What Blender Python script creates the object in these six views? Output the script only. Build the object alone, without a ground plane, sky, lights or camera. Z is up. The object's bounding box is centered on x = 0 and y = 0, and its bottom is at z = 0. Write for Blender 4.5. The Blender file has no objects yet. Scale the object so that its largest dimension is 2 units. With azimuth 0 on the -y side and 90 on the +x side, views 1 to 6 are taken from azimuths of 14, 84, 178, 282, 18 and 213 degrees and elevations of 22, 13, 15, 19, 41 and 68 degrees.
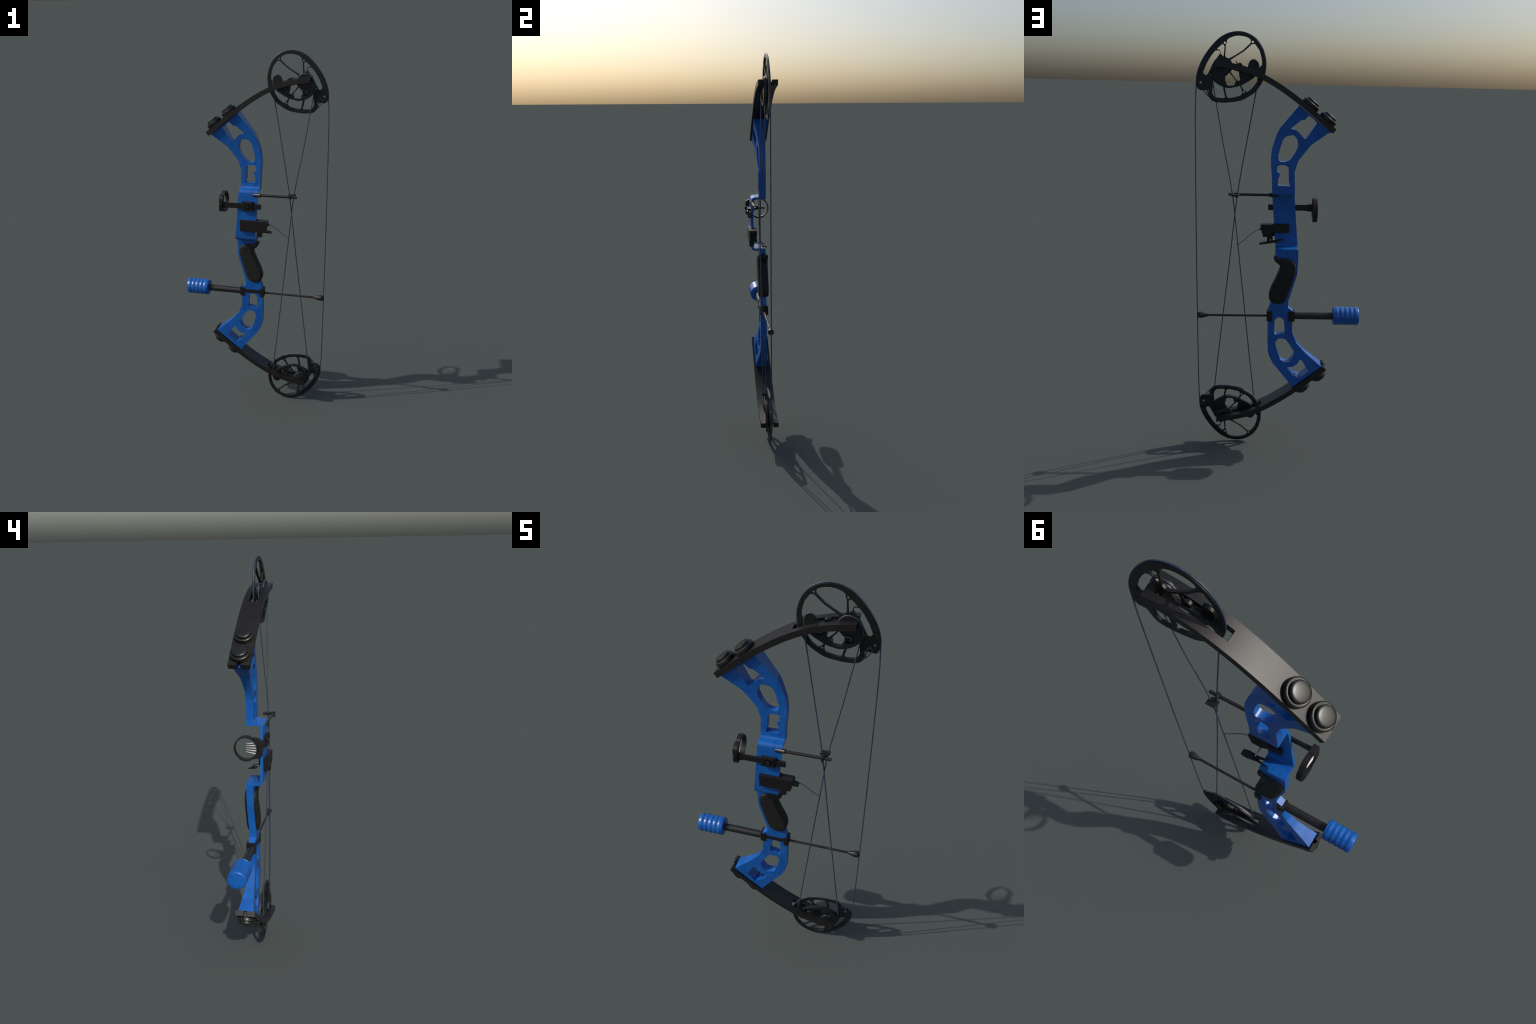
# A modern compound bow with sight, arrow rest, stabilizer and string stop.
# x: shooter side (+) to target side (-);  y: across the bow;  z: up.
import bpy, bmesh, math
from mathutils import Vector, Matrix
from mathutils.geometry import delaunay_2d_cdt

COL = bpy.context.scene.collection


# ------------------------------------------------------------------ materials
def new_mat(name):
    m = bpy.data.materials.new(name)
    m.use_nodes = True
    nt = m.node_tree
    bsdf = nt.nodes["Principled BSDF"]
    return m, nt, bsdf


def node(nt, kind, **kw):
    n = nt.nodes.new(kind)
    for k, v in kw.items():
        if k.startswith("i_"):
            n.inputs[k[2:].replace("_", " ")].default_value = v
        else:
            setattr(n, k, v)
    return n


def noise(nt, scale, detail=4.0, rough=0.55, mapping=None, dist=0.0):
    tc = node(nt, "ShaderNodeTexCoord")
    mp = node(nt, "ShaderNodeMapping")
    if mapping:
        mp.inputs["Rotation"].default_value = mapping[0]
        mp.inputs["Scale"].default_value = mapping[1]
    nt.links.new(tc.outputs["Object"], mp.inputs["Vector"])
    n = node(nt, "ShaderNodeTexNoise")
    n.inputs["Scale"].default_value = scale
    n.inputs["Detail"].default_value = detail
    n.inputs["Roughness"].default_value = rough
    n.inputs["Distortion"].default_value = dist
    nt.links.new(mp.outputs["Vector"], n.inputs["Vector"])
    return n


def ramp(nt, src, stops):
    r = node(nt, "ShaderNodeValToRGB")
    el = r.color_ramp.elements
    while len(el) < len(stops):
        el.new(0.5)
    for e, (p, c) in zip(el, stops):
        e.position = p
        e.color = (c[0], c[1], c[2], 1)
    nt.links.new(src, r.inputs["Fac"])
    return r


def bump(nt, bsdf, src, strength, dist):
    b = node(nt, "ShaderNodeBump")
    b.inputs["Strength"].default_value = strength
    b.inputs["Distance"].default_value = dist
    nt.links.new(src, b.inputs["Height"])
    nt.links.new(b.outputs["Normal"], bsdf.inputs["Normal"])


def blue_paint():
    m, nt, b = new_mat("blue_anodised_metal")
    n1 = noise(nt, 14, 6, 0.65)
    base = ramp(nt, n1.outputs["Fac"], [(0.25, (0.006, 0.070, 0.31)), (0.5, (0.006, 0.098, 0.385)), (0.75, (0.008, 0.124, 0.45))])
    # thin, wandering purplish scuff lines
    n2 = noise(nt, 9, 8, 0.6, dist=1.4)
    sub = node(nt, "ShaderNodeMath", operation="SUBTRACT")
    nt.links.new(n2.outputs["Fac"], sub.inputs[0])
    sub.inputs[1].default_value = 0.5
    ab = node(nt, "ShaderNodeMath", operation="ABSOLUTE")
    nt.links.new(sub.outputs[0], ab.inputs[0])
    line = ramp(nt, ab.outputs[0], [(0.0, (1, 1, 1)), (0.012, (0.35, 0.35, 0.35)), (0.032, (0, 0, 0))])
    n3 = noise(nt, 22, 3)
    gate = ramp(nt, n3.outputs["Fac"], [(0.46, (0, 0, 0)), (0.64, (0.9, 0.9, 0.9))])
    mul = node(nt, "ShaderNodeMath", operation="MULTIPLY")
    nt.links.new(line.outputs["Color"], mul.inputs[0])
    nt.links.new(gate.outputs["Color"], mul.inputs[1])
    n4 = noise(nt, 38, 5, 0.7)
    blot = ramp(nt, n4.outputs["Fac"], [(0.60, (0, 0, 0)), (0.75, (0.55, 0.55, 0.55))])
    add = node(nt, "ShaderNodeMath", operation="ADD", use_clamp=True)
    nt.links.new(mul.outputs[0], add.inputs[0])
    nt.links.new(blot.outputs["Color"], add.inputs[1])
    mix = node(nt, "ShaderNodeMix", data_type="RGBA")
    nt.links.new(add.outputs[0], mix.inputs["Factor"])
    nt.links.new(base.outputs["Color"], mix.inputs[6])
    mix.inputs[7].default_value = (0.012, 0.030, 0.24, 1)
    nt.links.new(mix.outputs[2], b.inputs["Base Color"])
    rr = ramp(nt, n1.outputs["Fac"], [(0.3, (0.27, 0.27, 0.27)), (0.7, (0.37, 0.37, 0.37))])
    nt.links.new(rr.outputs["Color"], b.inputs["Roughness"])
    return m


def dark(name, col, rough, bump_scale=0, bump_strength=0.0, bump_dist=0.001, metallic=0.0, mapping=None, var=0.25, spec=0.5):
    m, nt, b = new_mat(name)
    n = noise(nt, 30, 4, 0.6)
    lo = tuple(c * (1 - var) for c in col)
    hi = tuple(c * (1 + var) for c in col)
    r = ramp(nt, n.outputs["Fac"], [(0.3, lo), (0.7, hi)])
    nt.links.new(r.outputs["Color"], b.inputs["Base Color"])
    b.inputs["Roughness"].default_value = rough
    b.inputs["Metallic"].default_value = metallic
    b.inputs["Specular IOR Level"].default_value = spec
    if bump_strength:
        n2 = noise(nt, bump_scale, 3, 0.5, mapping)
        bump(nt, b, n2.outputs["Fac"], bump_strength, bump_dist)
    return m


M_BLUE = blue_paint()
M_LIMB = dark("black_limb_laminate", (0.0105, 0.0082, 0.0086), 0.43, 330, 0.16, 0.0010, mapping=((0, 0.65, 0), (0.6, 1.0, 1.0)))
M_CAM = dark("black_cam_metal", (0.0065, 0.0075, 0.0070), 0.42, spec=0.45)
M_BOLT = dark("black_bolt_steel", (0.010, 0.0105, 0.0098), 0.36)
M_ROD = dark("black_carbon_rod", (0.012, 0.0105, 0.0105), 0.40)
M_PLASTIC = dark("black_plastic", (0.0075, 0.0060, 0.0064), 0.50, spec=0.42)
M_GRIP = dark("dark_wooden_grip", (0.0115, 0.0115, 0.0105), 0.60, 230, 0.55, 0.0035, mapping=((0, -0.28, 0), (1.0, 1.0, 0.16)), spec=0.35)
M_STRING = dark("navy_bow_string", (0.042, 0.052, 0.086), 0.42, 260, 0.5, 0.001)
M_FIBER = dark("pale_sight_fiber", (0.75, 0.70, 0.68), 0.4, var=0.05)
M_PIN = dark("bright_steel_pin", (0.45, 0.47, 0.55), 0.25, metallic=0.7)


# ------------------------------------------------------------------ helpers
def obj_from_bm(name, bm, mat, parent=None, bevel=0.0, seg=2, smooth_angle=35.0, limit=30.0):
    bmesh.ops.remove_doubles(bm, verts=bm.verts, dist=1e-6)
    bmesh.ops.recalc_face_normals(bm, faces=bm.faces)
    me = bpy.data.meshes.new(name)
    bm.to_mesh(me)
    bm.free()
    ob = bpy.data.objects.new(name, me)
    COL.objects.link(ob)
    me.materials.append(mat)
    for p in me.polygons:
        p.use_smooth = True
    me.set_sharp_from_angle(angle=math.radians(smooth_angle))
    if bevel > 0:
        md = ob.modifiers.new("Bevel", "BEVEL")
        md.width = bevel
        md.segments = seg
        md.limit_method = "ANGLE"
        md.angle_limit = math.radians(limit)
        md.harden_normals = True
        md.use_clamp_overlap = True
        apply_mods(ob)
    if parent:
        ob.parent = parent
    return ob


def apply_mods(ob):
    dg = bpy.context.evaluated_depsgraph_get()
    dg.update()
    me = bpy.data.meshes.new_from_object(ob.evaluated_get(dg))
    ob.modifiers.clear()
    old = ob.data
    nm = old.name
    ob.data = me
    bpy.data.meshes.remove(old)
    me.name = nm


def empty(name, parent=None):
    e = bpy.data.objects.new(name, None)
    COL.objects.link(e)
    if parent:
        e.parent = parent
    return e


def circle(cx, cz, r, n=16, start=0.0):
    return [(cx + r * math.cos(start + 2 * math.pi * i / n), cz + r * math.sin(start + 2 * math.pi * i / n)) for i in range(n)]


def smooth_poly(pts, sub=3, closed=True, keep=()):
    """Catmull-Rom through the control points; indices in keep stay sharp."""
    n = len(pts)
    out = []
    last = n if closed else n - 1
    for i in range(last):
        p0, p1, p2, p3 = pts[(i - 1) % n], pts[i], pts[(i + 1) % n], pts[(i + 2) % n]
        if not closed:
            if i == 0:
                p0 = p1
            if i == n - 2:
                p3 = p2
        if i in keep:
            p0 = p1
        if (i + 1) % n in keep:
            p3 = p2
        for k in range(sub):
            t = k / sub
            out.append(tuple(
                0.5 * (2 * p1[a] + (p2[a] - p0[a]) * t + (2 * p0[a] - 5 * p1[a] + 4 * p2[a] - p3[a]) * t * t
                       + (3 * p1[a] - p0[a] - 3 * p2[a] + p3[a]) * t ** 3) for a in range(len(p1))))
    if not closed:
        out.append(tuple(pts[-1]))
    return out


def area(pts):
    return 0.5 * sum(pts[i][0] * pts[(i + 1) % len(pts)][1] - pts[(i + 1) % len(pts)][0] * pts[i][1] for i in range(len(pts)))


def inset(pts, d):
    """Offset a closed outline inward by d."""
    s = 1 if area(pts) > 0 else -1
    n = len(pts)
    out = []
    for i in range(n):
        a, b, c = Vector(pts[i - 1]), Vector(pts[i]), Vector(pts[(i + 1) % n])
        e1, e2 = (b - a).normalized(), (c - b).normalized()
        n1, n2 = Vector((-e1.y, e1.x)) * s, Vector((-e2.y, e2.x)) * s
        m = n1 + n2
        m = m.normalized() if m.length > 1e-6 else n1
        k = max(0.5, m.dot(n1))
        out.append(tuple(b + m * (d / k)))
    return out


def plate_bm(outline, holes, y0, y1, plane="xz"):
    """Flat plate with holes, drawn in two coordinates and given depth along the third."""
    verts, faces = [], []
    for loop in [outline] + list(holes):
        i0 = len(verts)
        verts += [Vector(p) for p in loop]
        faces.append(list(range(i0, i0 + len(loop))))
    vs, es, fs, *_ = delaunay_2d_cdt(verts, [], faces, 4 if holes else 1, 1e-6)
    if holes:
        # keep only the triangles inside the outline and outside the holes
        def inside(p, loop):
            c = False
            for i in range(len(loop)):
                (x1, z1), (x2, z2) = loop[i - 1], loop[i]
                if (z1 > p[1]) != (z2 > p[1]) and p[0] < (x2 - x1) * (p[1] - z1) / (z2 - z1) + x1:
                    c = not c
            return c
        vs, es, fs, *_ = delaunay_2d_cdt(verts, [], faces, 0, 1e-6)
        keep = []
        for f in fs:
            c = sum((vs[i] for i in f), Vector((0, 0))) / len(f)
            if inside(c, outline) and not any(inside(c, h) for h in holes):
                keep.append(f)
        fs = keep
    bm = bmesh.new()

    def put(p, d):
        if plane == "xz":
            return (p[0], d, p[1])
        if plane == "yz":
            return (d, p[0], p[1])
        return (p[0], p[1], d)
    A = [bm.verts.new(put(p, y0)) for p in vs]
    B = [bm.verts.new(put(p, y1)) for p in vs]
    edges = {}
    for f in fs:
        bm.faces.new([A[i] for i in f])
        bm.faces.new([B[i] for i in reversed(f)])
        for i in range(len(f)):
            a, b = f[i], f[(i + 1) % len(f)]
            if (b, a) in edges:
                edges.pop((b, a))
            else:
                edges[(a, b)] = 1
    for a, b in edges:
        bm.faces.new([A[b], A[a], B[a], B[b]])
    for v in [v for v in bm.verts if not v.link_faces]:
        bm.verts.remove(v)
    bmesh.ops.dissolve_limit(bm, angle_limit=0.001, verts=bm.verts, edges=bm.edges)
    return bm


def plate(name, outline, holes, y0, y1, mat, parent=None, bevel=0.0, plane="xz", **kw):
    return obj_from_bm(name, plate_bm(outline, holes, y0, y1, plane), mat, parent, bevel, **kw)


def box(name, x0, x1, y0, y1, z0, z1, mat, parent=None, bevel=0.001):
    return plate(name, [(x0, z0), (x1, z0), (x1, z1), (x0, z1)], [], y0, y1, mat, parent, bevel)


def lathe_bm(profile, origin, axis, n=32):
    """Turned part: profile is (distance along axis, radius)."""
    bm = bmesh.new()
    o, ax = Vector(origin), Vector(axis).normalized()
    u = ax.orthogonal().normalized()
    w = ax.cross(u)
    rings = []
    for t, r in profile:
        if r < 1e-6:
            rings.append([bm.verts.new(o + ax * t)])
        else:
            rings.append([bm.verts.new(o + ax * t + (u * math.cos(2 * math.pi * i / n) + w * math.sin(2 * math.pi * i / n)) * r) for i in range(n)])
    for a, b in zip(rings, rings[1:]):
        for i in range(n):
            j = (i + 1) % n
            if len(a) == 1 and len(b) > 1:
                bm.faces.new([a[0], b[i], b[j]])
            elif len(b) == 1 and len(a) > 1:
                bm.faces.new([a[i], b[0], a[j]])
            elif len(a) > 1:
                bm.faces.new([a[i], b[i], b[j], a[j]])
    if len(rings[0]) > 1:
        bm.faces.new(list(reversed(rings[0])))
    if len(rings[-1]) > 1:
        bm.faces.new(rings[-1])
    return bm


def lathe(name, profile, origin, axis, mat, parent=None, n=32, smooth_angle=35.0):
    return obj_from_bm(name, lathe_bm(profile, origin, axis, n), mat, parent, smooth_angle=smooth_angle)


def rod_profile(length, r, c=0.0015):
    return [(0, 0), (0, r - c), (c, r), (length - c, r), (length, r - c), (length, 0)]


def tube_bm(pts, r, n=10, closed=False):
    bm = bmesh.new()
    P = [Vector(p) for p in pts]
    m = len(P)
    t0 = (P[1] - P[0]).normalized()
    u = t0.orthogonal().normalized()
    rings = []
    for i in range(m):
        if closed:
            t = (P[(i + 1) % m] - P[i - 1]).normalized()
        else:
            t = (P[min(i + 1, m - 1)] - P[max(i - 1, 0)]).normalized()
        u = (u - t * u.dot(t)).normalized()
        w = t.cross(u)
        rr = r[i] if isinstance(r, (list, tuple)) else r
        rings.append([bm.verts.new(P[i] + (u * math.cos(2 * math.pi * k / n) + w * math.sin(2 * math.pi * k / n)) * rr) for k in range(n)])
    pairs = list(zip(rings, rings[1:])) + ([(rings[-1], rings[0])] if closed else [])
    for a, b in pairs:
        for k in range(n):
            bm.faces.new([a[k], a[(k + 1) % n], b[(k + 1) % n], b[k]])
    if not closed:
        bm.faces.new(list(reversed(rings[0])))
        bm.faces.new(rings[-1])
    return bm


def tube(name, pts, r, mat, parent=None, n=10, closed=False):
    return obj_from_bm(name, tube_bm(pts, r, n, closed), mat, parent, smooth_angle=60)


def join_bms(parts):
    out = bmesh.new()
    for b in parts:
        me = bpy.data.meshes.new("tmp")
        b.to_mesh(me)
        b.free()
        out.from_mesh(me)
        bpy.data.meshes.remove(me)
    return out


def flip_copy(ob, parent):
    """The lower half of the bow mirrors the upper half about z = 1."""
    bm = bmesh.new()
    bm.from_mesh(ob.data)
    for v in bm.verts:
        v.co.z = 2.0 - v.co.z
    bmesh.ops.reverse_faces(bm, faces=bm.faces)
    me = bpy.data.meshes.new(ob.data.name)
    bm.to_mesh(me)
    bm.free()
    for m in ob.data.materials:
        me.materials.append(m)
    me.set_sharp_from_angle(angle=math.radians(25))
    new = bpy.data.objects.new(ob.name, me)
    COL.objects.link(new)
    new.parent = parent
    for c in list(ob.children):
        flip_copy(c, new)
    return new


bow = empty("compound_bow")
bow["label"] = "blue and black compound bow with cams, sight, stabilizer and strings"
bow["category"] = "compound bow"

# ------------------------------------------------------------------ riser
Y_MID, HALF = 0.0130, 0.0160
POCKET_A, POCKET_B = Vector((-0.2320, 1.5686)), Vector((-0.0739, 1.6890))   # limb seat line (upper)
_t = (POCKET_B - POCKET_A).normalized()
SEAT_N = Vector((_t.y, -_t.x))          # points from the limb into the riser
FLARE_LEN = 0.20


def seat_distance(x, z):
    if z < 1.0:
        z = 2.0 - z
    return (Vector((x, z)) - POCKET_A).dot(SEAT_N)


def flare(bm):
    """Widen the riser towards the limb seats."""
    for s in (1, -1):
        for k in range(0, 11):
            d = FLARE_LEN * k / 11
            p = POCKET_A + SEAT_N * d
            co = Vector((p.x, 0, p.y if s > 0 else 2 - p.y))
            no = Vector((SEAT_N.x, 0, SEAT_N.y * s))
            geom = [f for f in bm.faces if (f.calc_center_median().z > 1) == (s > 0)]
            edges = list({e for f in geom for e in f.edges})
            verts = list({v for f in geom for v in f.verts})
            bmesh.ops.bisect_plane(bm, geom=geom + edges + verts, dist=1e-6, plane_co=co, plane_no=no)
    for v in bm.verts:
        d = seat_distance(v.co.x, v.co.z)
        if v.co.x < 0.08 and d < FLARE_LEN:
            t = max(0.0, 1 - max(d, 0) / FLARE_LEN)
            w = t ** 1.7
            side = 1 if v.co.y > Y_MID else -1
            v.co.y = Y_MID + 0.0022 * w + side * (HALF + 0.0212 * w)


upper_outline = [(-0.0774, 1.6894), (0.0051, 1.5883), (0.0194, 1.5582), (0.0319, 1.5207), (0.0407, 1.4886), (0.0448, 1.4433),
                 (0.0426, 1.4054), (0.0381, 1.3518), (0.0365, 1.3040), (0.0360, 1.2900), (-0.0703, 1.2900), (-0.0699, 1.3040), (-0.0663, 1.3902),
                 (-0.0821, 1.4401), (-0.1022, 1.4670), (-0.1383, 1.5133), (-0.1783, 1.5427), (-0.2214, 1.5760)]
upper_v = [(-0.0437, 1.5865), (-0.0513, 1.5815), (-0.0626, 1.5814), (-0.0720, 1.5765), (-0.0798, 1.5700), (-0.0955, 1.5517), (-0.1072, 1.5400),
           (-0.1146, 1.5428), (-0.1600, 1.6135), (-0.1499, 1.6260), (-0.1216, 1.6443), (-0.1039, 1.6255), (-0.0891, 1.6240)]
upper_egg = [(-0.0204, 1.5479), (-0.0353, 1.5531), (-0.0559, 1.5555), (-0.0648, 1.5490), (-0.0766, 1.5324), (-0.0797, 1.5062), (-0.0659, 1.4757),
             (-0.0494, 1.4508), (-0.0383, 1.4403), (-0.0186, 1.4320), (0.0005, 1.4347), (0.0086, 1.4421), (0.0110, 1.4647), (0.0029, 1.4950), (-0.0094, 1.5346)]
upper_window = [(0.0145, 1.4127), (0.0013, 1.4187), (-0.0216, 1.4180), (-0.0383, 1.4099), (-0.0408, 1.3417), (-0.0463, 1.3214), (0.0107, 1.3234),
                (0.0095, 1.3562), (0.0040, 1.3650), (0.0015, 1.3740), (0.0050, 1.3820), (0.0159, 1.3906)]
lower_outline = [(0.0150, 1.0120), (0.0157, 0.9957), (0.0002, 0.9725), (-0.0120, 0.9660), (-0.0380, 0.9450), (-0.0330, 0.9100), (-0.0160, 0.8600), (0.0060, 0.7950), (0.0240, 0.7620), (0.0327, 0.7505),
                 (0.0433, 0.7189), (0.0459, 0.6515), (0.0456, 0.5672), (0.0433, 0.5023), (0.0364, 0.4728), (0.0178, 0.4348), (-0.0623, 0.3394), (-0.0755, 0.3240),
                 (-0.0790, 0.3115), (-0.2230, 0.4260), (-0.1811, 0.4608), (-0.1370, 0.4985), (-0.0980, 0.5415), (-0.0749, 0.5969), (-0.0749, 0.6530), (-0.0757, 0.7086),
                 (-0.0517, 0.7261), (-0.0520, 0.7595), (-0.0917, 0.8939), (-0.0949, 0.9721), (-0.0936, 1.0120)]
lower_window = [(0.0123, 0.6599), (-0.0005, 0.6740), (-0.0174, 0.6750), (-0.0288, 0.6664), (-0.0340, 0.6545), (-0.0383, 0.6126), (-0.0380, 0.5933),
                (-0.0155, 0.5914), (0.0032, 0.5831), (0.0116, 0.5878), (0.0137, 0.5998)]
lower_egg = [(0.0062, 0.5454), (-0.0066, 0.5638), (-0.0293, 0.5653), (-0.0464, 0.5595), (-0.0839, 0.5023), (-0.0874, 0.4805), (-0.0792, 0.4604),
             (-0.0624, 0.4432), (-0.0397, 0.4411), (-0.0192, 0.4524), (-0.0103, 0.4784), (0.0039, 0.5211)]
lower_v = [(-0.1150, 0.4556), (-0.1264, 0.4542), (-0.1600, 0.4010), (-0.1153, 0.3600), (-0.0959, 0.3725), (-0.0845, 0.3719), (-0.0532, 0.4115),
           (-0.0588, 0.4165), (-0.0816, 0.4188), (-0.1041, 0.4336)]


def arc(cy, cz, r, a0, a1, n=6):
    return [(cy + r * math.cos(math.radians(a0 + (a1 - a0) * i / n)), cz + r * math.sin(math.radians(a0 + (a1 - a0) * i / n))) for i in range(n + 1)]


def interp(z, table):
    table = sorted(table)
    if z <= table[0][0]:
        return table[0][1]
    for (a, u), (b, v) in zip(table, table[1:]):
        if z <= b:
            return u + (v - u) * (z - a) / (b - a)
    return table[-1][1]


def sight_window_bm():
    """C-shaped cut-out: the riser steps sideways and back to clear the arrow."""
    yp, ym = Y_MID + HALF, Y_MID - HALF
    wall_out, wall_in = -0.0478, -0.0362
    sec = [(yp, 1.2823)]
    sec += arc(wall_in + 0.009, 1.2823 - 0.009, 0.009, 90, 180)
    sec += arc(wall_in + 0.009, 1.0182 + 0.009, 0.009, 180, 270)
    sec += [(yp, 1.0182), (yp, 0.9990), (ym, 0.9990)]
    sec += [(ym - 0.0008, 1.0025), (ym - 0.0035, 1.0055)]
    sec += arc(wall_out + 0.020, 1.0062 + 0.020, 0.020, 270, 180)
    sec += arc(wall_out + 0.020, 1.2938 - 0.020, 0.020, 180, 90)
    sec += [(ym - 0.0055, 1.2945), (ym - 0.0015, 1.2985), (ym, 1.3040), (yp, 1.3040)]
    front = [(1.304, -0.0699), (1.2823, -0.0705), (1.0186, -0.0931), (0.999, -0.0940)]
    back = [(1.304, 0.0365), (1.2822, 0.0357), (1.0197, 0.0148), (0.999, 0.0156)]
    bm = plate_bm(sec, [], 0.0, 1.0, "yz")
    for v in bm.verts:
        v.co.x = interp(v.co.z, front) if v.co.x < 0.5 else interp(v.co.z, back)
    return bm


def raw_object(name, bm):
    bmesh.ops.remove_doubles(bm, verts=bm.verts, dist=1e-6)
    bmesh.ops.recalc_face_normals(bm, faces=bm.faces)
    me = bpy.data.meshes.new(name)
    bm.to_mesh(me)
    bm.free()
    ob = bpy.data.objects.new(name, me)
    COL.objects.link(ob)
    return ob


def build_riser():
    up = plate_bm(upper_outline, [upper_v, upper_egg, upper_window], Y_MID - HALF, Y_MID + HALF)
    lo = plate_bm(lower_outline, [lower_window, lower_egg, lower_v], Y_MID - HALF, Y_MID + HALF)
    flare(up)
    flare(lo)
    a = raw_object("riser", up)
    for part in (lo, sight_window_bm()):
        b = raw_object("riser_piece", part)
        md = a.modifiers.new("Union", "BOOLEAN")
        md.operation, md.solver, md.object = "UNION", "EXACT", b
        apply_mods(a)
        bpy.data.objects.remove(b)
    bm = bmesh.new()
    bm.from_mesh(a.data)
    bpy.data.objects.remove(a)
    bmesh.ops.remove_doubles(bm, verts=bm.verts, dist=2e-5)
    bmesh.ops.dissolve_limit(bm, angle_limit=0.0005, verts=bm.verts, edges=bm.edges)
    return obj_from_bm("riser", bm, M_BLUE, bow, bevel=0.0019, seg=3, smooth_angle=38, limit=40)


riser = build_riser()

# small blue key that fills the notch at the upper limb's root
plate("seat_key", [(-0.2320, 1.5735), (-0.2215, 1.5665), (-0.2080, 1.5690), (-0.2180, 1.5810)], [], 0.0098, 0.0208, M_BLUE, riser, 0.0008)

# ------------------------------------------------------------------ grip
grip_outline = smooth_poly([(0.0215, 0.9790), (0.0070, 0.9815), (0.0004, 0.9748), (-0.0288, 0.9738), (-0.0582, 0.9675), (-0.0769, 0.9526), (-0.0856, 0.9280),
                            (-0.0785, 0.8935), (-0.0634, 0.8395), (-0.0429, 0.7800), (-0.0303, 0.7573), (-0.0100, 0.7492), (0.0142, 0.7501), (0.0348, 0.7603),
                            (0.0415, 0.7837), (0.0340, 0.8206), (0.0128, 0.8672), (-0.0047, 0.9096), (-0.0108, 0.9326), (-0.0060, 0.9450), (0.0150, 0.9600)], 2)


def build_grip():
    ob = raw_object("grip", plate_bm(inset(grip_outline, -0.0019), [], -0.0124, 0.0428))
    md = ob.modifiers.new("Remesh", "REMESH")
    md.mode, md.voxel_size = "VOXEL", 0.0018
    md = ob.modifiers.new("Smooth", "SMOOTH")
    md.factor, md.iterations = 0.5, 130
    apply_mods(ob)
    ob.data.materials.clear()
    ob.data.materials.append(M_GRIP)
    for p in ob.data.polygons:
        p.use_smooth = True
    ob.parent = bow
    return ob


grip = build_grip()

# ------------------------------------------------------------------ limbs
# the limb's bend: tangent angle (degrees) along its length (metres from the root)
limb_bend = [(0.0, 39.0), (0.10, 38.9), (0.17, 37.6), (0.273, 33.6), (0.369, 28.0), (0.434, 22.3), (0.507, 13.2), (0.580, 8.2), (0.6193, 7.6)]
LIMB_LEN, LIMB_HALF, STATIONS = 0.6193, 0.01235, 62


def limb_profile():
    dense = smooth_poly(limb_bend, 12, False)
    x, z = -0.2401, 1.5778
    top, bot = [], []
    for i in range(STATIONS + 1):
        a = math.radians(interp(LIMB_LEN * i / STATIONS, dense))
        nx, nz = -math.sin(a) * LIMB_HALF, math.cos(a) * LIMB_HALF
        top.append((x + nx, z + nz))
        bot.append((x - nx, z - nz))
        am = math.radians(interp(LIMB_LEN * (i + 0.5) / STATIONS, dense))
        x += math.cos(am) * LIMB_LEN / STATIONS
        z += math.sin(am) * LIMB_LEN / STATIONS
    top[-1], bot[-1] = (0.2985, top[-1][1] + 0.0003), (0.2968, bot[-1][1] - 0.0003)   # the tip is cut almost upright
    return top, bot


def build_limb():
    T, B = limb_profile()
    ys = [-0.0305, -0.0033, 0.0070, 0.0236, 0.0350, 0.0620]
    n = len(T)

    def solid(i, j):
        x = 0.25 * (T[i][0] + T[i + 1][0] + B[i][0] + B[i + 1][0])
        if x > 0.0645 and 1 <= j <= 3:
            return False
        if x < -0.218 and j == 2:
            return False
        return True
    bm = bmesh.new()
    vt = [[bm.verts.new((T[i][0], y, T[i][1])) for y in ys] for i in range(n)]
    vb = [[bm.verts.new((B[i][0], y, B[i][1])) for y in ys] for i in range(n)]
    inside = lambda i, j: 0 <= i < n - 1 and 0 <= j < len(ys) - 1 and solid(i, j)
    for i in range(n - 1):
        for j in range(len(ys) - 1):
            if not solid(i, j):
                continue
            bm.faces.new([vt[i][j], vt[i + 1][j], vt[i + 1][j + 1], vt[i][j + 1]])
            bm.faces.new([vb[i][j], vb[i][j + 1], vb[i + 1][j + 1], vb[i + 1][j]])
            if not inside(i - 1, j):
                bm.faces.new([vt[i][j], vt[i][j + 1], vb[i][j + 1], vb[i][j]])
            if not inside(i + 1, j):
                bm.faces.new([vt[i + 1][j], vb[i + 1][j], vb[i + 1][j + 1], vt[i + 1][j + 1]])
            if not inside(i, j - 1):
                bm.faces.new([vt[i][j], vb[i][j], vb[i + 1][j], vt[i + 1][j]])
            if not inside(i, j + 1):
                bm.faces.new([vt[i][j + 1], vt[i + 1][j + 1], vb[i + 1][j + 1], vb[i][j + 1]])
    for v in [v for v in bm.verts if not v.link_faces]:
        bm.verts.remove(v)
    return obj_from_bm("limb", bm, M_LIMB, bow)


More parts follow.
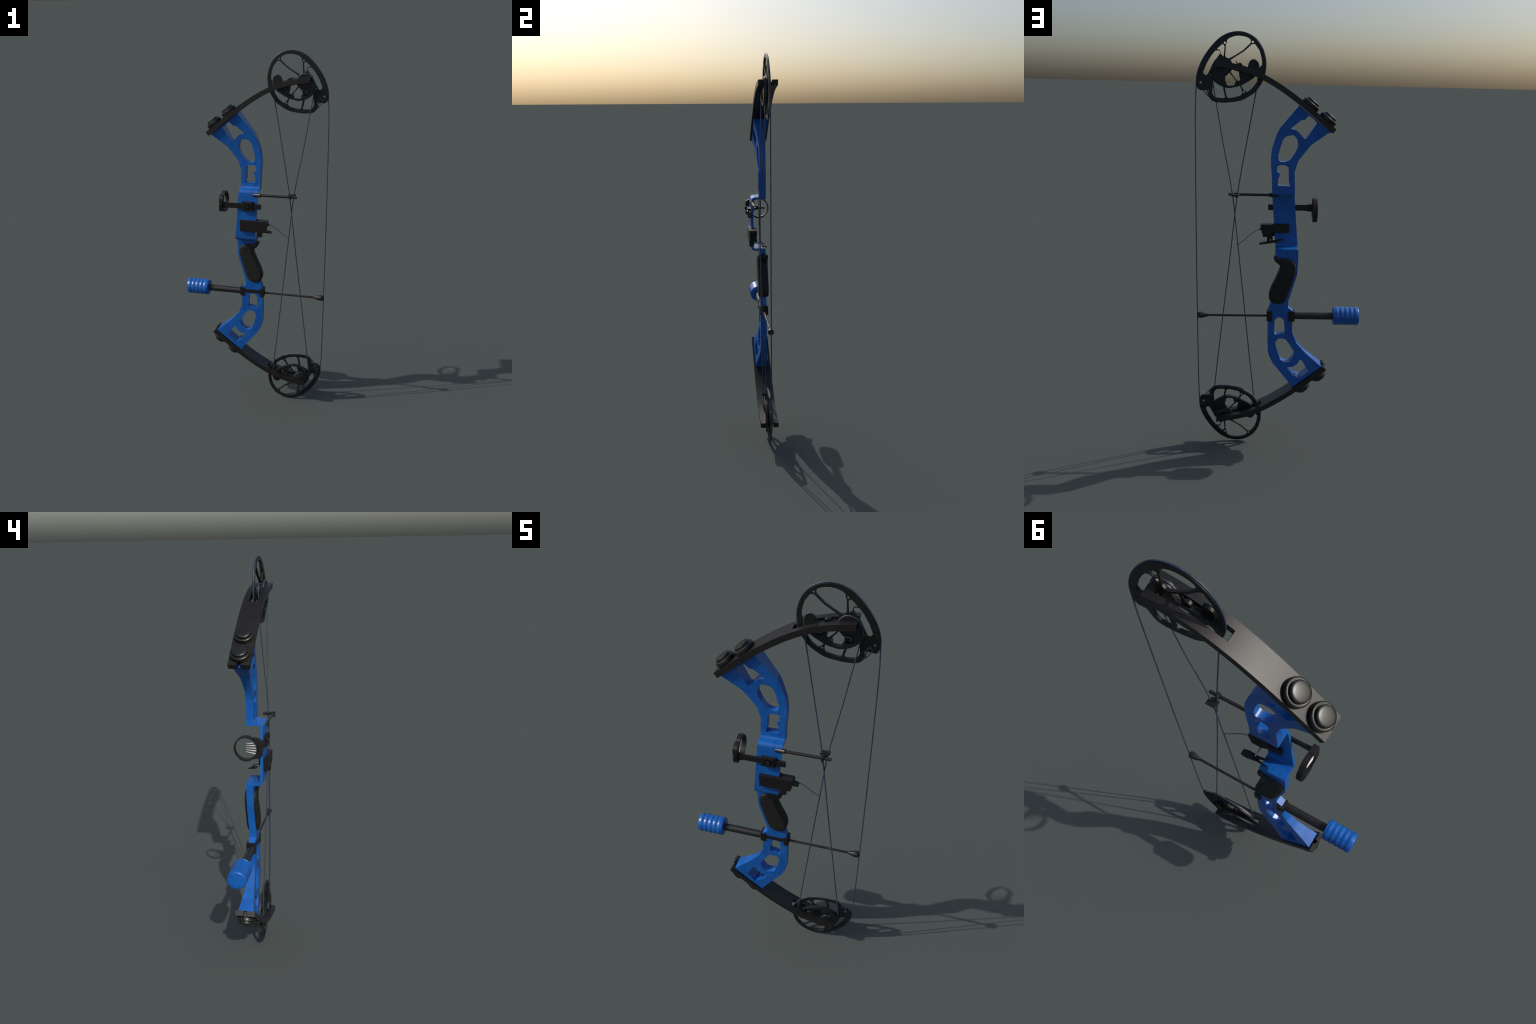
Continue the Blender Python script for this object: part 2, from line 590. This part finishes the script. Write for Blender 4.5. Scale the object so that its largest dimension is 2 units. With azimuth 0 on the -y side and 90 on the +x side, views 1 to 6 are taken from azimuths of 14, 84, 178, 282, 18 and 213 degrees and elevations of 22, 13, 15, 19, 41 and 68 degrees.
limb = build_limb()
LIMB_DIR = Vector((0.1552, 0, 0.1240)).normalized()
LIMB_OUT = Vector((-LIMB_DIR.z, 0, LIMB_DIR.x))
bolt_profile = [(-0.002, 0), (-0.002, 0.0405), (0.000, 0.0425), (0.002, 0.0430), (0.0125, 0.0430), (0.0155, 0.0420), (0.0172, 0.0395), (0.0176, 0.0370), (0.0168, 0.0345),
                (0.0170, 0.0328), (0.0250, 0.0328), (0.0275, 0.0318), (0.0290, 0.0295), (0.0297, 0.0265), (0.0304, 0.0180), (0.0308, 0.0090), (0.0309, 0)]
for cx, cz in ((-0.1275, 1.6868), (-0.2075, 1.6240)):
    lathe("limb_bolt", bolt_profile, (cx, 0.0158, cz), LIMB_OUT, M_BOLT, limb, 48, 30)

# ------------------------------------------------------------------ cam (upper)
S0, S1 = 0.0112, 0.0218            # sheave faces
GROOVE_Y = 0.0165
STRING_R = 0.0027
cam_rim = [(0.3860, 1.7792), (0.3822, 1.8114), (0.3725, 1.8435), (0.3575, 1.8755), (0.3372, 1.9075), (0.3115, 1.9395), (0.2823, 1.9679), (0.2533, 1.9855),
           (0.2242, 1.9957), (0.1916, 1.9989), (0.1625, 1.9944), (0.1370, 1.9836), (0.1149, 1.9684), (0.0982, 1.9479), (0.0851, 1.9238), (0.0766, 1.8960),
           (0.0724, 1.8644), (0.0762, 1.8253), (0.0867, 1.7929), (0.1012, 1.7675), (0.1176, 1.7456), (0.1416, 1.7270), (0.1786, 1.7063), (0.2158, 1.6975),
           (0.2568, 1.6933), (0.2940, 1.6947), (0.3144, 1.7015), (0.3274, 1.7158)]
rim_path = smooth_poly(cam_rim, 3, False)
PEG = (0.3474, 1.7578)
peg_pocket = [(PEG[0] + 0.0112 * math.cos(math.radians(a)), PEG[1] + 0.0112 * math.sin(math.radians(a))) for a in range(190, -31, -20)]
beak = [(0.3335, 1.7337), (0.3327, 1.7455)] + peg_pocket + [(0.3625, 1.7443), (0.3698, 1.7437), (0.3800, 1.7500), (0.3845, 1.7620)]
full_outline = rim_path + beak
groove_outline = inset(full_outline, 0.0034)
hole_top = [(0.2467, 1.9618), (0.2351, 1.9708), (0.2151, 1.9782), (0.1969, 1.9810), (0.1751, 1.9791), (0.1587, 1.9750), (0.1459, 1.9684), (0.1422, 1.9591),
            (0.1439, 1.9504), (0.1765, 1.9200), (0.2111, 1.8982), (0.2367, 1.8846), (0.2477, 1.8858), (0.2550, 1.8937), (0.2532, 1.9199), (0.2521, 1.9409), (0.2478, 1.9497)]
hole_front = [(0.1373, 1.9463), (0.1238, 1.9474), (0.1041, 1.9216), (0.0956, 1.8956), (0.0917, 1.8745), (0.0915, 1.8604), (0.1005, 1.8496), (0.1243, 1.8360),
              (0.1759, 1.8480), (0.2201, 1.8580), (0.2305, 1.8784), (0.2111, 1.8912), (0.1728, 1.9148)]
hole_low_front = [(0.2241, 1.8389), (0.2303, 1.8268), (0.2162, 1.8061), (0.1990, 1.7884), (0.1817, 1.7661), (0.1722, 1.7511), (0.1643, 1.7444), (0.1549, 1.7423),
                  (0.1346, 1.7580), (0.1223, 1.7734), (0.1131, 1.7872), (0.1094, 1.8039), (0.1165, 1.8150), (0.1899, 1.8350)]
hole_low_mid = [(0.2552, 1.8187), (0.2529, 1.8113), (0.2552, 1.7901), (0.2552, 1.7538), (0.2473, 1.7190), (0.2394, 1.7138), (0.2222, 1.7157), (0.1877, 1.7248),
                (0.1830, 1.7295), (0.1799, 1.7372), (0.1808, 1.7478), (0.1864, 1.7629), (0.2037, 1.7852), (0.2358, 1.8222)]
hole_low_back = [(0.3170, 1.8331), (0.3235, 1.8149), (0.3220, 1.8105), (0.3150, 1.8050), (0.3097, 1.7920), (0.3090, 1.7859), (0.3114, 1.7541), (0.3131, 1.7389),
                 (0.3077, 1.7253), (0.2983, 1.7156), (0.2755, 1.7130), (0.2591, 1.7134), (0.2555, 1.7188), (0.2606, 1.7370), (0.2645, 1.7597), (0.2653, 1.8170),
                 (0.2707, 1.8229), (0.2894, 1.8322), (0.3111, 1.8362)]
hole_slot = [(0.3525, 1.8244), (0.3375, 1.8601), (0.3154, 1.8958), (0.2988, 1.9154), (0.2861, 1.9174), (0.2769, 1.9124), (0.2777, 1.9037), (0.3082, 1.8626),
             (0.3205, 1.8376), (0.3342, 1.8124), (0.3434, 1.8104), (0.3507, 1.8174)]
hole_small = [(0.2923, 1.9232), (0.2678, 1.9440), (0.2605, 1.9407), (0.2576, 1.9338), (0.2587, 1.9198), (0.2623, 1.8917), (0.2740, 1.9020), (0.2751, 1.9125), (0.2806, 1.9200)]
pin_holes = [circle(x, z, 0.0052, 12) for x, z in ((0.2561, 1.9495), (0.1337, 1.9558), (0.1722, 1.7408), (0.3639, 1.7790))]
cam = plate("cam", groove_outline, [hole_top, hole_front, hole_low_front, hole_low_mid, hole_low_back, hole_slot, hole_small] + pin_holes,
            S0, S1, M_CAM, bow, bevel=0.0010, limit=50)

# module: the inner take-up track beside the big wheel
module_outline = smooth_poly([(0.1060, 1.8330), (0.1182, 1.8087), (0.1456, 1.7881), (0.1867, 1.7662), (0.2140, 1.7587), (0.2378, 1.7545), (0.2680, 1.7601), (0.2980, 1.7755),
                              (0.3165, 1.7954), (0.3215, 1.8212), (0.3163, 1.8467), (0.3025, 1.8719), (0.2857, 1.8859), (0.2640, 1.8898), (0.2450, 1.8836),
                              (0.2285, 1.8640), (0.2150, 1.8440), (0.1540, 1.8440), (0.1528, 1.8532), (0.1450, 1.8739), (0.1283, 1.8823), (0.1114, 1.8735), (0.1050, 1.8555)], 3,
                             keep=(16, 17))
module_hole = [(0.1946, 1.8282), (0.2265, 1.8369), (0.2350, 1.8290), (0.2500, 1.8150), (0.2555, 1.8070), (0.2552, 1.7960), (0.2590, 1.7900), (0.2510, 1.7850), (0.2500, 1.7710), (0.2376, 1.7665),
               (0.2170, 1.7695), (0.2130, 1.7720), (0.2125, 1.7800), (0.2050, 1.7850), (0.1930, 1.7880), (0.1890, 1.7956), (0.1931, 1.8120)]
POST_A, POST_B, BOSS = (0.1632, 1.8180), (0.2725, 1.8005), (0.1998, 1.7790)
module = plate("module", inset(module_outline, 0.0022), [module_hole, circle(*POST_A, 0.0165, 20), circle(*POST_B, 0.0175, 20)], -0.0060, 0.0080, M_CAM, cam, bevel=0.0010, limit=50)
plate("module", inset(module_outline, 0.004), [module_hole], 0.0062, 0.0116, M_CAM, cam)
for px, pz in (POST_A, POST_B):
    lathe("cord_post", [(0, 0), (0, 0.0085), (0.0120, 0.0085), (0.0130, 0.0075), (0.0130, 0)], (px, 0.0064, pz), (0, -1, 0), M_CAM, cam, 20)
lathe("cord_post", [(0, 0), (0, 0.0078), (0.0070, 0.0078), (0.0080, 0.0068), (0.0080, 0)], (PEG[0], 0.0198, PEG[1]), (0, -1, 0), M_CAM, cam, 20)
plate("pocket_floor", [(0.3318, 1.7458), (0.3664, 1.7445), (0.3664, 1.7732), (0.3290, 1.7732), (0.3290, 1.7600)], [], 0.0192, 0.0219, M_CAM, cam)
plate("boss", circle(*BOSS, 0.0110, 20), [circle(*BOSS, 0.0042, 12)], -0.0065, 0.0190, M_CAM, cam, bevel=0.0008, limit=50)
lathe("stop_screw", rod_profile(0.013, 0.0130), (0.1900, 0.0175, 1.8545), (0, -1, 0), M_CAM, cam, 10)
tube("stop_pin", [(0.1995, 0.010, 1.8560), (0.2058, 0.010, 1.8730)], 0.0028, M_CAM, cam)
lathe("axle", [(-0.028, 0), (-0.028, 0.0065), (-0.012, 0.0065), (-0.012, 0.011), (0.0, 0.011), (0.024, 0.011), (0.024, 0.0085), (0.037, 0.0085), (0.037, 0.0065), (0.059, 0.0065), (0.059, 0)],
      (0.2720, 0.0, 1.8570), (0, 1, 0), M_CAM, cam, 20)


def xz3(pts, y):
    return [(p[0], y, p[1]) for p in pts]


# cord that rides in the wheel groove, ending in a loop on the peg
groove_path = xz3(inset(full_outline, 0.0018)[:len(rim_path)], GROOVE_Y)
end = groove_path[-1]
tail = [(0.3300, 0.0155, 1.7270), (0.3345, 0.0140, 1.7390), (0.3372, 0.0135, 1.7530)]
loop = [(PEG[0] + 0.0102 * math.cos(a), 0.0135, PEG[1] + 0.0102 * math.sin(a)) for a in [math.radians(x) for x in (180, 145, 110, 75, 40, 5, -25)]]
back = [(0.3500, 0.0140, 1.7430), (0.3400, 0.0150, 1.7300), (0.3290, 0.0160, 1.7190)]
tube("cord", smooth_poly(groove_path[2:] + tail + loop + back, 2, False), STRING_R, M_STRING, cam)


def post_loop(post, r, a0, a1, y, lead):
    pts = [(post[0] + r * math.cos(math.radians(a0 + (a1 - a0) * i / 8)), y, post[1] + r * math.sin(math.radians(a0 + (a1 - a0) * i / 8))) for i in range(9)]
    return pts + lead


# loop on the rear post continuing along the module edge, loop on the front post continuing over the front lobe
track = xz3(inset(module_outline, 0.0008), 0.0005)
n3 = len(track)


def nearest(pt):
    return min(range(n3), key=lambda i: (track[i][0] - pt[0]) ** 2 + (track[i][2] - pt[1]) ** 2)


i_left, i_right = nearest((0.2285, 1.8640)), nearest((0.3210, 1.8150))
rear_run = [track[i] for i in range(i_left, i_right - 1, -1)]
lead = [(0.2560, -0.0035, 1.8090), (0.2420, -0.0030, 1.8220), (0.2290, -0.0015, 1.8400)]
tube("cord", smooth_poly(post_loop(POST_B, 0.0098, -60, 110, -0.0040, lead) + rear_run, 2, False), STRING_R, M_STRING, cam)
i_top, i_end = nearest((0.1528, 1.8532)), nearest((0.1060, 1.8330))
rng = [(i_top + k) % n3 for k in range((i_end - i_top) % n3 + 1)]
lead = [(0.1560, -0.0035, 1.8330)]
tube("cord", smooth_poly(post_loop(POST_A, 0.0098, -120, 60, -0.0040, lead) + [track[i] for i in rng], 2, False), STRING_R, M_STRING, cam)

# ------------------------------------------------------------------ mirrored lower half
limb_low = flip_copy(limb, bow)
cam_low = flip_copy(cam, bow)

# ------------------------------------------------------------------ strings and cables
bow_string_pts = [(groove_path[2][0], GROOVE_Y, groove_path[2][2]), (0.3885, 0.0160, 1.6800), (0.3902, 0.0155, 1.5400), (0.3910, 0.0153, 1.2800), (0.3912, 0.0152, 1.0000), (0.3900, 0.0153, 0.7600),
                  (0.3888, 0.0155, 0.5400), (0.3868, 0.0160, 0.3200), (groove_path[2][0], GROOVE_Y, 2 - groove_path[2][2])]
string = tube("bow_string", smooth_poly(bow_string_pts, 6, False), STRING_R, M_STRING, bow)
tube("nock_serving", [(0.3912, 0.0152, 1.0700), (0.3912, 0.0152, 1.0810)], 0.0034, M_STRING, string)
tube("nock_serving", [(0.3911, 0.0152, 1.0985), (0.3911, 0.0152, 1.1010)], 0.0032, M_STRING, string)

r_end = rear_run[-1]
f_end = track[i_end]
cable_a = [r_end, (0.3105, 0.0015, 1.7773), (0.2678, -0.0060, 1.5243), (0.2225, -0.0180, 1.2720), (0.1958, -0.0165, 1.0300), (0.1436, -0.0080, 0.5396), (0.1106, 0.0005, 0.2381), (f_end[0], 0.0010, 2 - f_end[2])]
cable_b = [f_end, (0.1161, -0.0005, 1.7489), (0.1546, -0.0105, 1.5296), (0.1988, -0.0225, 1.2720), (0.2347, -0.0190, 0.9523), (0.2820, -0.0080, 0.5379), (0.3090, 0.0000, 0.2900), (r_end[0], 0.0010, 2 - r_end[2])]
cable1 = tube("cable", smooth_poly(cable_a, 5, False), STRING_R, M_STRING, bow)
tube("cable", smooth_poly(cable_b, 5, False), STRING_R, M_STRING, bow)

# ------------------------------------------------------------------ cable guard rod and slide
guard = lathe("cable_rod", [(0, 0), (0.0005, 0.0055), (0.0025, 0.0088), (0.006, 0.0102), (0.0385, 0.0102), (0.040, 0.0112), (0.0435, 0.0112), (0.0445, 0.0068),
                            (0.237, 0.0068), (0.2385, 0.0055), (0.2385, 0)], (0.0045, -0.0430, 1.2675), (1, 0, 0), M_ROD, bow, 24)
slide_outline = [(0.2010, -0.0420), (0.2135, -0.0420), (0.2135, -0.0300), (0.2190, -0.0290), (0.2240, -0.0265), (0.2245, -0.0200), (0.2195, -0.0185), (0.2205, -0.0140), (0.2265, -0.0150),
                 (0.2300, -0.0190), (0.2290, 0.0045), (0.1920, 0.0045), (0.1885, -0.0240), (0.1935, -0.0270), (0.1955, -0.0205), (0.2000, -0.0190), (0.2030, -0.0240), (0.2005, -0.0290)]
slide = plate("cable_slide", slide_outline, [], 1.2650, 1.2725, M_PLASTIC, guard, bevel=0.0008, plane="xy", limit=50)
plate("slide_clamp", [(-0.0525, 1.2580), (-0.0300, 1.2580), (-0.0275, 1.2620), (-0.0275, 1.2770), (-0.0525, 1.2770)], [circle(-0.0430, 1.2675, 0.0069, 20)], 0.2015, 0.2130, M_PLASTIC, guard, bevel=0.0008, plane="yz", limit=50)
lathe("clamp_screw", rod_profile(0.012, 0.0042, 0.001), (0.2072, -0.0480, 1.2620), (0, -0.35, -1), M_BOLT, guard, 12)

# ------------------------------------------------------------------ stabilizer, string stop and their bracket
AX_Y, AX_Z = 0.0130, 0.6810
stab = empty("stabilizer", bow)


def clamp_block(x0, x1):
    c = 0.006
    ys, ye = -0.0058, 0.0372
    return plate("clamp_block", [(x0, ys), (x1 - c if x0 < 0 else x1, ys), (x1, ys + c if x0 < 0 else ys), (x1, ye), (x0, ye), (x0, ys + (c if x0 > 0 else 0)), (x0 + (c if x0 > 0 else 0.0001), ys)],
                 [], 0.6575, 0.7075, M_PLASTIC, stab, bevel=0.0012, plane="xy", limit=40)


clamp_block(-0.0848, -0.0540)
clamp_block(0.0245, 0.0518)
box("clamp_bar", -0.0600, 0.0300, -0.0052, 0.0005, 0.6790, 0.6985, M_PLASTIC, stab)
lathe("stabilizer_rod", rod_profile(0.215, 0.0180), (-0.0800, AX_Y - 0.0005, AX_Z - 0.0005), (-1, 0, -0.001), M_ROD, stab, 32)
ridge = [(0.0, 0.0), (0.0, 0.0200), (0.0006, 0.0400), (0.0020, 0.0428), (0.0050, 0.0442)]
W = 0.0232
for k in range(5):
    for j in range(12):
        t = (k + j / 12) * W + 0.006
        ridge.append((t, 0.0440 + 0.0010 * math.cos(2 * math.pi * (j / 12 - 0.5))))
ridge += [(0.1225, 0.0430), (0.1255, 0.0414), (0.1272, 0.0385), (0.1280, 0.0340), (0.1285, 0.0)]
lathe("damper", ridge, (-0.2725, AX_Y, AX_Z + 0.0012), (-1, 0, 0), M_BLUE, stab, 48, 50)

stop = lathe("string_stop_rod", rod_profile(0.300, 0.0056, 0.001), (0.0450, AX_Y + 0.0005, AX_Z - 0.002), (1, 0.003, 0), M_ROD, bow, 20)
lathe("stop_bumper", [(0, 0), (0, 0.0078), (0.0015, 0.0090), (0.006, 0.0094), (0.014, 0.0115), (0.026, 0.0148), (0.036, 0.0158), (0.041, 0.0158), (0.0455, 0.0145), (0.0475, 0.010), (0.0480, 0)],
      (0.3395, AX_Y + 0.0015, AX_Z - 0.0015), (1, 0.0, 0), M_ROD, stop, 32)

# ------------------------------------------------------------------ sight
sight = empty("sight", bow)
SZ = 1.2065
plate("sight_bar", [(0.0530, 1.1925), (-0.1250, 1.1925), (-0.1420, 1.1890), (-0.1600, 1.1890), (-0.1600, 1.2235), (-0.1420, 1.2235), (-0.1250, 1.2205), (0.0530, 1.2205)], [], -0.0570, -0.0490, M_PLASTIC, sight, 0.0008)
box("sight_clamp", -0.0520, 0.0115, -0.0490, -0.0470, 1.1825, 1.2310, M_PLASTIC, sight, 0.0010)
plate("sight_clamp", [(-0.0520, 1.1825), (0.0040, 1.1825), (0.0040, 1.2310), (-0.0520, 1.2310)], [circle(-0.0205, SZ + 0.0005, 0.0150, 20)], -0.0625, -0.0572, M_PLASTIC, sight, 0.0010, limit=50)
box("sight_clamp", -0.0520, -0.0370, -0.0572, -0.0488, 1.1830, 1.1923, M_PLASTIC, sight, 0.0005)
box("sight_clamp", 0.0050, 0.0118, -0.0600, -0.0488, 1.1815, 1.1923, M_PLASTIC, sight, 0.0005)
box("sight_clamp", 0.0050, 0.0118, -0.0600, -0.0488, 1.2208, 1.2318, M_PLASTIC, sight, 0.0005)
box("sight_clamp", -0.0520, 0.0040, -0.0572, -0.0488, 1.2208, 1.2308, M_PLASTIC, sight, 0.0005)
lathe("sight_bolt", [(0, 0), (0, 0.0115), (0.0070, 0.0115), (0.0090, 0.0100), (0.0095, 0.0060), (0.0095, 0)], (-0.0205, -0.0568, SZ + 0.0005), (0, -1, 0), M_BOLT, sight, 6)
RY, RZ = 0.0095, 1.2080


def ring_outline():
    pts = []
    for i in range(72):
        a = math.radians(5 * i)              # 0 = +y (thin side), 180 = mount side
        r = 0.0540
        deg = 5 * i
        for mid in (88, 272):
            d = abs(deg - mid)
            if d < 34:
                r = max(r, 0.0540 + 0.0034 * min(1.0, (34 - d) / 10))
        y, z = RY + r * math.cos(a), RZ + r * math.sin(a)
        if deg >= 125 and deg <= 235:
            continue
        pts.append((y, z))
        if deg == 120:
            pts += [(-0.0260, 1.2580), (-0.0480, 1.2540), (-0.0570, 1.2500), (-0.0615, 1.2440), (-0.0628, 1.2380), (-0.0628, 1.1800), (-0.0605, 1.1745), (-0.0560, 1.1695), (-0.0430, 1.1655), (-0.0260, 1.1630)]
    return pts


ring = plate("sight_ring", ring_outline(), [circle(RY, RZ, 0.0485, 48), [(-0.0462, 1.1910), (-0.0446, 1.1910), (-0.0446, 1.2240), (-0.0462, 1.2240)]], -0.1775, -0.1570, M_PLASTIC, sight, bevel=0.0010, plane="yz", limit=50)
lathe("ring_bolt", rod_profile(0.0075, 0.0072, 0.001), (-0.1690, -0.0600, 1.2085), (0, -1, 0), M_BOLT, sight, 12)
for y0, z0, z1 in ((-0.0335, 1.2364, 1.2285), (-0.0385, 1.2240, 1.2194), (-0.0405, 1.2113, 1.2107), (-0.0395, 1.1976, 1.2023), (-0.0360, 1.1844, 1.1935)):
    a, b = Vector((-0.1690, y0 - 0.004, z0)), Vector((-0.1690, 0.0094, z1))
    d = b - a
    lathe("sight_pin", [(0, 0), (0, 0.0021), (d.length * 0.45, 0.0016), (d.length - 0.001, 0.0006), (d.length, 0.0003), (d.length, 0)], a, d, M_FIBER, sight, 10)

# ------------------------------------------------------------------ arrow rest
rest = empty("arrow_rest", bow)
plate("rest_housing", [(-0.0640, 1.0655), (0.0760, 1.0655), (0.0895, 1.1180), (0.0820, 1.1275), (-0.0640, 1.1275)], [], -0.0615, -0.0470, M_PLASTIC, rest, 0.0012)
plate("rest_housing", [(0.0300, 1.0660), (0.0755, 1.0660), (0.0890, 1.1180), (0.0815, 1.1270), (0.0300, 1.1270)], [], -0.0468, -0.0225, M_PLASTIC, rest, 0.0012)
box("rest_housing", -0.0480, 0.0298, -0.0370, -0.0215, 1.0875, 1.1300, M_PLASTIC, rest)
box("rest_foot", 0.0285, 0.0555, -0.0605, -0.0360, 1.0385, 1.0653, M_PLASTIC, rest)
lathe("rest_knob", rod_profile(0.007, 0.0048, 0.001), (0.0850, -0.0300, 1.1035), (1, 0, -0.15), M_PLASTIC, rest, 12)
lathe("rest_pin", rod_profile(0.050, 0.0032, 0.0005), (0.0400, -0.0380, 1.0560), (0, 1, 0), M_PIN, rest, 14)


def build_launcher():
    """Forked blade that carries the arrow: wide tail, two upswept tines."""
    yc = 0.0155
    prof = [(0.0935, 1.0465), (0.0700, 1.0490), (0.0450, 1.0530), (0.0250, 1.0565), (0.0050, 1.0600), (-0.0120, 1.0625), (-0.0255, 1.0645)]
    bm = bmesh.new()

    def strip(edge_in, edge_out, lift_in, lift_out, th):
        rows = []
        for (x, z), a, b, la, lb, t in zip(prof, edge_in, edge_out, lift_in, lift_out, th):
            rows.append([bm.verts.new((x, yc + a, z + la)), bm.verts.new((x, yc + b, z + lb)), bm.verts.new((x, yc + b, z + lb - t)), bm.verts.new((x, yc + a, z + la - t))])
        for r, q in zip(rows, rows[1:]):
            for k in range(4):
                bm.faces.new([r[k], r[(k + 1) % 4], q[(k + 1) % 4], q[k]])
        bm.faces.new(rows[0])
        bm.faces.new(list(reversed(rows[-1])))
    for s in (1, -1):
        strip([s * v for v in (0.0, 0.0, 0.0, 0.0010, 0.0070, 0.0125, 0.0180)], [s * v for v in (0.0110, 0.0150, 0.0130, 0.0105, 0.0125, 0.0160, 0.0205)],
              (0, -0.001, -0.003, -0.003, -0.0015, 0, 0), (0, 0.0005, 0.001, 0.001, 0.001, 0.001, 0.0006), (0.0065, 0.0066, 0.0068, 0.0070, 0.0060, 0.0040, 0.0022))
    return obj_from_bm("launcher", bm, M_PLASTIC, rest, smooth_angle=40)


build_launcher()
tube("rest_cord", smooth_poly([(0.0880, -0.0290, 1.1030), (0.0975, -0.0285, 1.1015), (0.1107, -0.0275, 1.0945), (0.1270, -0.0255, 1.0830), (0.1426, -0.0235, 1.0710), (0.1580, -0.0212, 1.0570),
                               (0.1710, -0.0195, 1.0460), (0.1840, -0.0180, 1.0370), (0.1950, -0.0165, 1.0310)], 3, False), 0.0016, M_STRING, rest, 8)
tube("cord_knot", [(0.1952, -0.0165, 1.0255), (0.1966, -0.0165, 1.0355)], 0.0039, M_STRING, rest)
